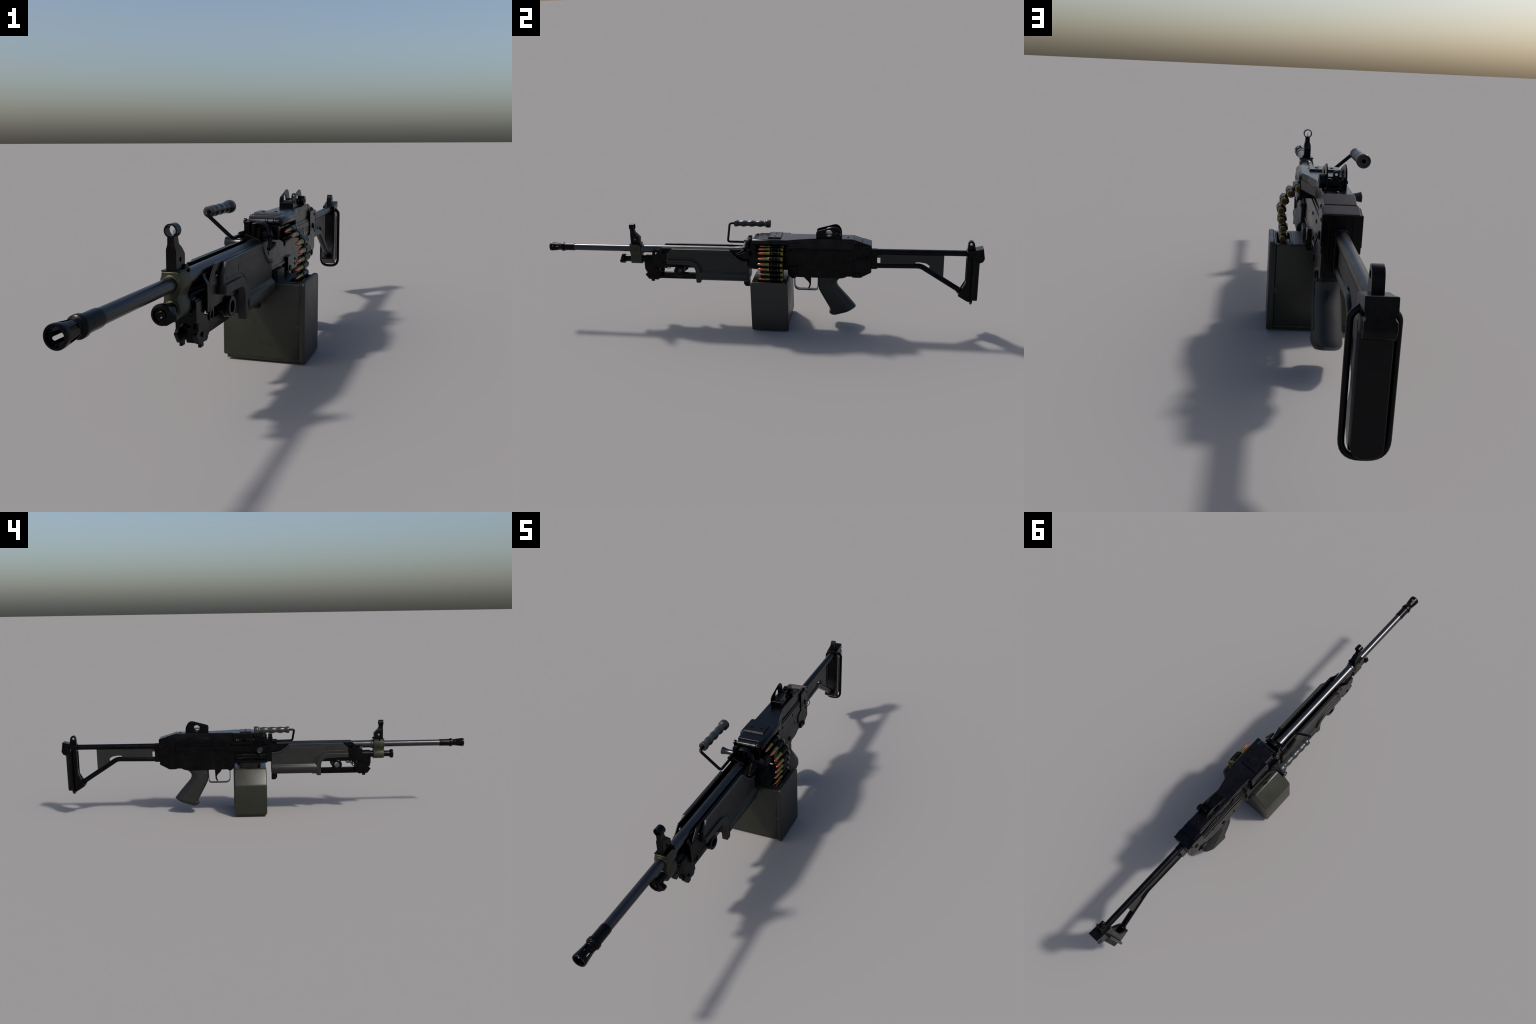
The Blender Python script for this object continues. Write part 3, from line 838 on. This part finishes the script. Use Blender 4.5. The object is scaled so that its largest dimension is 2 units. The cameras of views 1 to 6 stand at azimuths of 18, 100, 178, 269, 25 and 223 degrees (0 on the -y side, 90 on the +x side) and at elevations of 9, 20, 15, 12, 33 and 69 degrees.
def build_rear_sight():
    outline = ([(0.2735, 0.4072), (0.2737, 0.4300)] + spline([(0.2742, 0.4350), (0.2765, 0.4405), (0.2834, 0.4445)], 3)
               + spline([(0.3414, 0.4604), (0.3500, 0.4624), (0.3590, 0.4630), (0.3675, 0.4605), (0.3740, 0.4558), (0.3790, 0.4492), (0.3828, 0.4415),
                         (0.3850, 0.4320), (0.3858, 0.4220)], 3) + [(0.3860, 0.4072)])
    side = []
    for s in (1, -1):
        side.append(cut(prism("x", outline, *span(s, 0.0188, 0.0222), 0.0008), hole_x(0.3300, 0.4335, 0.0155)))
    base = [prism("x", [(0.2740, 0.4075), (0.2740, 0.4280, .004), (0.2810, 0.4290, .002), (0.2900, 0.4180, .006), (0.3840, 0.4150), (0.3840, 0.4075)],
                  -0.0190, 0.0190, 0.0008),
            prism("x", [(0.2760, 0.4290), (0.2840, 0.4322), (0.3450, 0.4310), (0.3450, 0.4290), (0.2840, 0.4290)], -0.0185, 0.0185, 0.0006),
            cuboid(-0.0225, 0.0225, 0.2720, 0.3880, 0.4055, 0.4085, 0.0008),
            rod((-0.0260, 0.3680, 0.4255), (0.0200, 0.3680, 0.4255), 0.0040, 16),
            rod((-0.0245, 0.2925, 0.4278), (0.0245, 0.2925, 0.4278), 0.0048, 16),
            rod((-0.0180, 0.3560, 0.4330), (0.0180, 0.3560, 0.4330), 0.0022, 12)]
    sight = part("rear_sight", side + base, M["black"])
    aper = prism("y", [(-0.0072, 0.4200), (0.0072, 0.4200), (0.0072, 0.4430, .007), (0.0040, 0.4500, .005), (-0.0040, 0.4500, .005), (-0.0072, 0.4430, .007)],
                 0.3640, 0.3720, 0.0010)
    aper = cut(aper, lathe([(0.35, 0), (0.35, 0.0034), (0.39, 0.0034), (0.39, 0)], (0, 0, 0.4425), (0, 1, 0), 20))
    part("aperture", [aper, cuboid(-0.0085, 0.0085, 0.3600, 0.3760, 0.4180, 0.4300, 0.0012), cuboid(0.0090, 0.0180, 0.3620, 0.3740, 0.4160, 0.4330, 0.0015),
                      cuboid(-0.0180, -0.0120, 0.3620, 0.3740, 0.4160, 0.4330, 0.0015)], M["black"], sight)
    knob = lathe([(0.0222, 0.0130), (0.0235, 0.0155), (0.0255, 0.0160), (0.0345, 0.0158), (0.0368, 0.0142), (0.0368, 0.0075), (0.0345, 0.0065),
                  (0.0345, 0)], (0, 0.3677, 0.4265), (1, 0, 0), 28)
    part("windage_knob", [knob], M["black"], sight)


# ------------------------------------------------------------------ grip, trigger, stock
def build_grip():
    # rows: (front y, front z, rear y, rear z, half width)
    rows = [(0.2785, 0.2250, 0.3960, 0.2270, 0.0295), (0.2790, 0.2120, 0.3760, 0.2150, 0.0300), (0.2795, 0.1980, 0.3660, 0.2030, 0.0305),
            (0.2800, 0.1830, 0.3645, 0.1900, 0.0308), (0.2830, 0.1640, 0.3700, 0.1760, 0.0310), (0.2935, 0.1430, 0.3830, 0.1605, 0.0315),
            (0.3060, 0.1200, 0.4000, 0.1410, 0.0320), (0.3200, 0.0940, 0.4200, 0.1180, 0.0325), (0.3320, 0.0720, 0.4400, 0.0930, 0.0330),
            (0.3350, 0.0640, 0.4480, 0.0830, 0.0332), (0.3290, 0.0560, 0.4495, 0.0790, 0.0334), (0.3295, 0.0490, 0.4450, 0.0745, 0.0330),
            (0.3370, 0.0420, 0.4380, 0.0690, 0.0310), (0.3480, 0.0390, 0.4330, 0.0645, 0.0270)]
    half = ([(-1, 0), (-1, 0.35)] + spline([(-0.985, 0.60), (-0.93, 0.84), (-0.82, 0.97), (-0.70, 1.0)], 3)
            + [(-0.2, 1.0), (0.30, 1.0), (0.42, 0.985), (0.62, 0.84), (0.82, 0.66), (0.93, 0.50), (0.985, 0.30), (1, 0)])
    loop = half + [(u, -v) for u, v in reversed(half[1:-1])]
    secs = []
    for fy, fz, ry, rz, w in rows:
        c = Vector(((fy + ry) / 2, (fz + rz) / 2))
        d = Vector((ry - fy, rz - fz)) / 2
        secs.append([(w * v, c.x + d.x * u, c.y + d.y * u) for u, v in loop])
    grip = loft(secs)
    panels = []
    for s in (1, -1):     # thin raised rim round the flat side
        border = [(0.3080, 0.2080), (0.3450, 0.2080, .006), (0.3390, 0.1830, .012), (0.3560, 0.1560, .012), (0.4040, 0.0980, .004), (0.3500, 0.0800, .006),
                  (0.3040, 0.1560, .012), (0.2980, 0.1800, .01), (0.2960, 0.2080, .006)]
        panels.append(pipe([(s * 0.0312 if z > 0.1 else s * 0.0322, y, z) for y, z in [tuple(q) for q in fillet(border)]], 0.0010, 8, cyclic=True))
    part("pistol_grip", [grip] + panels, M["polymer"], angle=32, weighted=False)
    guard = [(0.1700, 0.2240), (0.1700, 0.1535, .022), (0.2795, 0.1535, .014), (0.2800, 0.2240),
             (0.2775, 0.2240), (0.2760, 0.1575, .011), (0.1735, 0.1575, .019), (0.1735, 0.2240)]
    part("trigger_guard", [prism("x", guard, -0.0110, 0.0110, 0.0008)], M["black"])
    trig = [(0.2120, 0.2280), (0.2160, 0.2120, .004), (0.2330, 0.1950, .008), (0.2395, 0.1830, .012), (0.2340, 0.1660, .006), (0.2320, 0.1625, .001),
            (0.2370, 0.1600, .002), (0.2450, 0.1740, .015), (0.2475, 0.2280)]
    part("trigger", [prism("x", trig, -0.0060, 0.0060, 0.0016)], M["black"])


def build_stock():
    stock = part("stock_collar", [
        prism("y", [(0.0136, 0.2660, .004), (0.0136, 0.3420), (0.0136, 0.3590, .012), (-0.0136, 0.3590, .012), (-0.0136, 0.3420), (-0.0136, 0.2660, .004)],
              0.5140, 0.5425, 0.0016)], M["black"])
    uz, lz = 0.3430, 0.2795
    part("stock_tube", [lathe([(0.5400, 0), (0.5400, 0.0132), (0.9320, 0.0130), (0.9320, 0)], (0, 0, uz), (0, 1, 0.0035), 28),
                        pipe([(0, 0.5400, lz), (0, 0.7320, 0.2825, .050), (0, 0.9080, 0.1695)], 0.0119, 24)], M["tube"], stock)
    web = [(0.5560, 0.3400), (0.5560, 0.2880), (0.7020, 0.2880), (0.7070, 0.2965), (0.7110, 0.3005), (0.7300, 0.3005, .02), (0.7560, 0.2960, .02),
           (0.7708, 0.2845, .001), (0.7690, 0.2740), (0.7720, 0.2600), (0.8310, 0.2260), (0.8310, 0.3400)]
    part("stock_web", [prism("x", web, -0.0062, 0.0062, 0.0010), cuboid(-0.0050, 0.0050, 0.5425, 0.5565, 0.3180, 0.3400, 0.0008)], M["polymer"], stock)
    # butt: sloped top plate, sling lug, hooked heel, channel-shaped pad, gusset socket for the lower tube
    top = [(0.9255, 0.3600, .002), (0.9600, 0.3668), (0.9930, 0.3755, .002), (0.9950, 0.3600), (1.0000, 0.3290, .008), (0.9930, 0.3140, .010), (0.9790, 0.3085, .004),
           (0.9560, 0.3060), (0.9430, 0.3300), (0.9255, 0.3300)]
    cap = prism("x", top, -0.0240, 0.0228, 0.0016)
    notch = [lathe([(-0.02, 0), (-0.02, 0.0072), (0.02, 0.0072), (0.02, 0)], (s * 0.0265, 0.9560 + 0.042, 0.3470), (0, 1, 0), 16) for s in (1, -1)]
    cap = cut(cap, *notch)
    lug = prism("x", [(0.9265, 0.3560), (0.9290, 0.3920, .012), (0.9345, 0.4050, .008), (0.9480, 0.4050, .010), (0.9560, 0.3940, .010), (0.9630, 0.3560)],
                -0.0094, 0.0094, 0.0012)
    lug = cut(lug, hole_x(0.9415, 0.3900, 0.0062))
    butt = part("butt_plate", [cap, lug], M["black"], stock)
    w = 0.0243
    spine = [(0.9560, 0.3120), (0.9800, 0.3100), (0.9790, 0.1300, .006), (0.9650, 0.1235, .004), (0.9560, 0.1240)]
    slab = prism("y", [(-w, 0.3160), (-w, 0.1270, .018), (w, 0.1270, .018), (w, 0.3160)], 0.9560, 0.9795, 0.0026, 3)
    part("butt_pad", [slab], M["rubber"], butt)
    outer = prism("x", [(0.9550, 0.3300), (0.9550, 0.1250), (0.9370, 0.1262, .004), (0.8955, 0.1520), (0.9105, 0.1830), (0.9265, 0.2130), (0.9265, 0.3300)],
                  -0.0238, 0.0238, 0.0055, 3)
    pocket = prism("x", [(0.8700, 0.1720), (0.8960, 0.1560), (0.9180, 0.1900), (0.9290, 0.2160), (0.9302, 0.2500), (0.9302, 0.3260), (0.8700, 0.3260)], -0.0180, 0.0180, 0)
    channel = [cut(outer, pocket)]
    channel.append(rod((0, 0.8960, 0.1755), (0, 0.9150, 0.1640), 0.0140, 24))
    part("butt_channel", channel, M["black"], butt)
    yl = 0.9525
    loop = pipe([(0.0150, yl, 0.3520), (0.0345, yl, 0.3340, .018), (0.0345, yl, 0.1155, .030), (-0.0345, yl, 0.1155, .030), (-0.0345, yl, 0.3340, .018),
                 (-0.0150, yl, 0.3520)], 0.0052, 14)
    part("shoulder_wire", [loop], M["black"], butt)


# ------------------------------------------------------------------ ammunition
def build_box():
    off = -CX
    x0, x1 = -0.1115 + off, 0.1140 + off
    y0, y1 = -0.0100, 0.1505
    prof = [(x0, 0.0115), (x1, 0.0115), (x1, 0.2285), (-0.0540 + off, 0.2312), (x0, 0.1605)]
    body = prism("y", prof, y0, y1, 0.0060, 4, clamp=False)
    body = cut(body, prism("z", [(0.0770, 0.0180), (0.1120, 0.0180), (0.1120, 0.1370), (0.0770, 0.1370)], 0.1800, 0.26, 0))
    foot = cuboid(x0 + 0.010, x1, y0 + 0.006, y1 - 0.004, 0.0025, 0.0130, 0.0014)
    boxob = part("ammunition_box", [body, foot], M["box"], angle=60, weighted=False)
    inner = prism("x", [(-0.0122, 0.0012, .008), (0.1560, 0.0012, .008), (0.1555, 0.2345, .014), (-0.0122, 0.2335, .014)], x1 + 0.0015, 0.1312, 0.0036, 3, clamp=False)
    neck = prism("x", [(-0.0102, 0.0040, .006), (0.1538, 0.0040, .006), (0.1538, 0.2310, .008), (-0.0102, 0.2300, .008)], x1 - 0.002, x1 + 0.0025, 0.0006)
    clips = [cuboid(0.1030, x1 + 0.004, y, y + 0.003, 0.1000, 0.1160, 0.0008) for y in (y0 - 0.0016, y1 - 0.0010)]
    part("box_lid", [inner, neck] + clips, M["boxlid"], boxob)
    # slot rim and the adapter that hangs the box under the receiver
    rim = [cuboid(0.0715, 0.0765, 0.0120, 0.1400, 0.2270, 0.2305, 0.0010)]
    part("slot_rim", rim, M["boxlid"], boxob)
    trap = [(0.0260, 0.2600), (0.1170, 0.2600), (0.1090, 0.2280), (0.0350, 0.2280)]
    adapter = [prism("x", trap, -0.0240, -0.0180, 0.0012), prism("x", [(0.0320, 0.2600), (0.1230, 0.2600), (0.1180, 0.2280), (0.0370, 0.2280)], -0.0180, 0.0300, 0.0014),
               cuboid(0.0300, 0.0450, 0.0200, 0.0900, 0.2270, 0.2580, 0.0014), cuboid(-0.0200, 0.0300, 0.0180, 0.0230, 0.2280, 0.2600, 0.001)]
    for a, b in (((0.0230, 0.2560), (0.0330, 0.2360)), ((0.1200, 0.2560), (0.1100, 0.2360))):
        adapter.append(pipe([(-0.0210, a[0], a[1]), (-0.0210, b[0], b[1])], 0.0026, 8))
    part("box_adapter", adapter, M["polymer"], boxob)


def cartridge_mesh():
    r = 0.0098
    case = [(0.1330, 0), (0.1330, 0.0052), (0.1326, r - 0.0008), (0.1318, r), (0.1240, r), (0.1234, 0.0086), (0.1218, 0.0086), (0.1210, 0.0096), (0.0720, 0.0091),
            (0.0620, 0.0072), (0.0470, 0.0068), (0.0466, 0.0056)]
    bullet = [(0.0480, 0.0061), (0.0380, 0.0061), (0.0330, 0.0058), (0.0285, 0.0051), (0.0245, 0.0040), (0.0215, 0.0026), (0.0200, 0.0014),
              (0.0194, 0.0005), (0.0194, 0)]
    primer = [(0.1322, 0.0066), (0.1335, 0.0064), (0.1335, 0.0044), (0.1330, 0.0040), (0.1334, 0.0034), (0.1334, 0)]
    mid = 0.0760
    sh = lambda pr: [(t - mid, q) for t, q in pr]
    me = mesh_from([(lathe(sh(case), (0, 0, 0), (0, 1, 0), 24), 0), (lathe(sh(bullet), (0, 0, 0), (0, 1, 0), 24), 1),
                    (lathe(sh(primer), (0, 0, 0), (0, 1, 0), 20), 2)], "cartridge", [M["brass"], M["copper"], M["primer"]], 45)
    return me, mid


def link_pieces():
    """One disintegrating link about the cartridge axis: three bands joined by a spine."""
    out = []
    mid = 0.0760
    for a, b in ((0.0735, 0.0822), (0.0838, 0.1112), (0.1130, 0.1205)):
        band = lathe([(a - mid, 0.0095), (a - mid, 0.0104), (a - mid + 0.0008, 0.0110), (b - mid - 0.0008, 0.0112), (b - mid, 0.0106), (b - mid, 0.0097)],
                     (0, 0, 0), (0, 1, 0), 24, closed=True)
        if b - a > 0.02:      # round window through which the brass shows
            band = cut(band, rod((0.006, 0.0962 - mid, 0), (0.02, 0.0962 - mid, 0), 0.0021, 12))
        out.append(band)
    out.append(cuboid(-0.0128, -0.0085, 0.0745 - mid, 0.1195 - mid, -0.0042, 0.0042, 0.0008))
    return out


def build_belt():
    # belt path from the feed tray, over the lip, and down into the box
    axis_points = [(-0.0355, 0.3742), (-0.0110, 0.3742), (0.0135, 0.3742), (0.0380, 0.3735), (0.0615, 0.3675), (0.0812, 0.3552), (0.0958, 0.3348), (0.1025, 0.3112), (0.0992, 0.2864), (0.0953, 0.2622),
                   (0.0952, 0.2378), (0.0915, 0.2140), (0.0790, 0.2125)]
    cm, mid = cartridge_mesh()
    n = len(axis_points)
    # belt body: the joints between neighbouring links
    joints = []
    for (xa, za), (xb, zb) in zip(axis_points, axis_points[1:]):
        a, b = Vector((xa - CX, 0, za)), Vector((xb - CX, 0, zb))
        d = (b - a).normalized()
        for y in (0.0845, 0.1000):
            bm = cuboid(-0.0030, 0.0030, -0.0028, 0.0028, 0.0080, (b - a).length - 0.0080, 0.0008)
            q = Vector((0, 0, 1)).rotation_difference(d)
            bmesh.ops.transform(bm, matrix=Matrix.Translation(a + Vector((0, y, 0))) @ q.to_matrix().to_4x4(), verts=bm.verts)
            joints.append(bm)
    belt = part("cartridge_belt", joints, M["link"])
    lm = mesh_from([(p, 0) for p in link_pieces()], "belt_link", [M["link"]])
    for i, (x, z) in enumerate(axis_points):
        a = axis_points[max(i - 1, 0)]
        b = axis_points[min(i + 1, n - 1)]
        ang = math.atan2(-(b[0] - a[0]), -(b[1] - a[1]))      # face of the link looks outward
        skew = Matrix.Rotation(math.radians(random.uniform(-1.2, 1.2)), 4, "X") @ Matrix.Rotation(math.radians(random.uniform(-1.0, 1.0)), 4, "Z")
        dy = random.uniform(-0.0012, 0.0012)
        q = (skew @ Matrix.Rotation(ang, 4, "Y")).to_quaternion()
        instance("cartridge", cm, (x - CX, mid + dy, z), belt, skew.to_quaternion())
        instance("belt_link", lm, (x - CX, mid + dy, z), belt, q)


# ------------------------------------------------------------------ assemble
def main():
    global ROOT
    for o in list(bpy.data.objects):
        bpy.data.objects.remove(o)
    make_materials()
    ROOT = bpy.data.objects.new("machine_gun", None)
    ROOT["label"] = "black belt-fed light machine gun with ammunition box and tube stock"
    ROOT["category"] = "machine gun"
    bpy.context.scene.collection.objects.link(ROOT)
    for build in (build_barrel, build_gas_block, build_gas_tube, build_bipod, build_frame, build_handguard, build_receiver, build_feed_cover,
                  build_barrel_latch, build_carry_handle, build_charging_handle, build_rear_sight, build_grip, build_stock, build_box, build_belt):
        build()
    for o in bpy.data.objects:
        if "_w" in o:
            del o["_w"]


main()
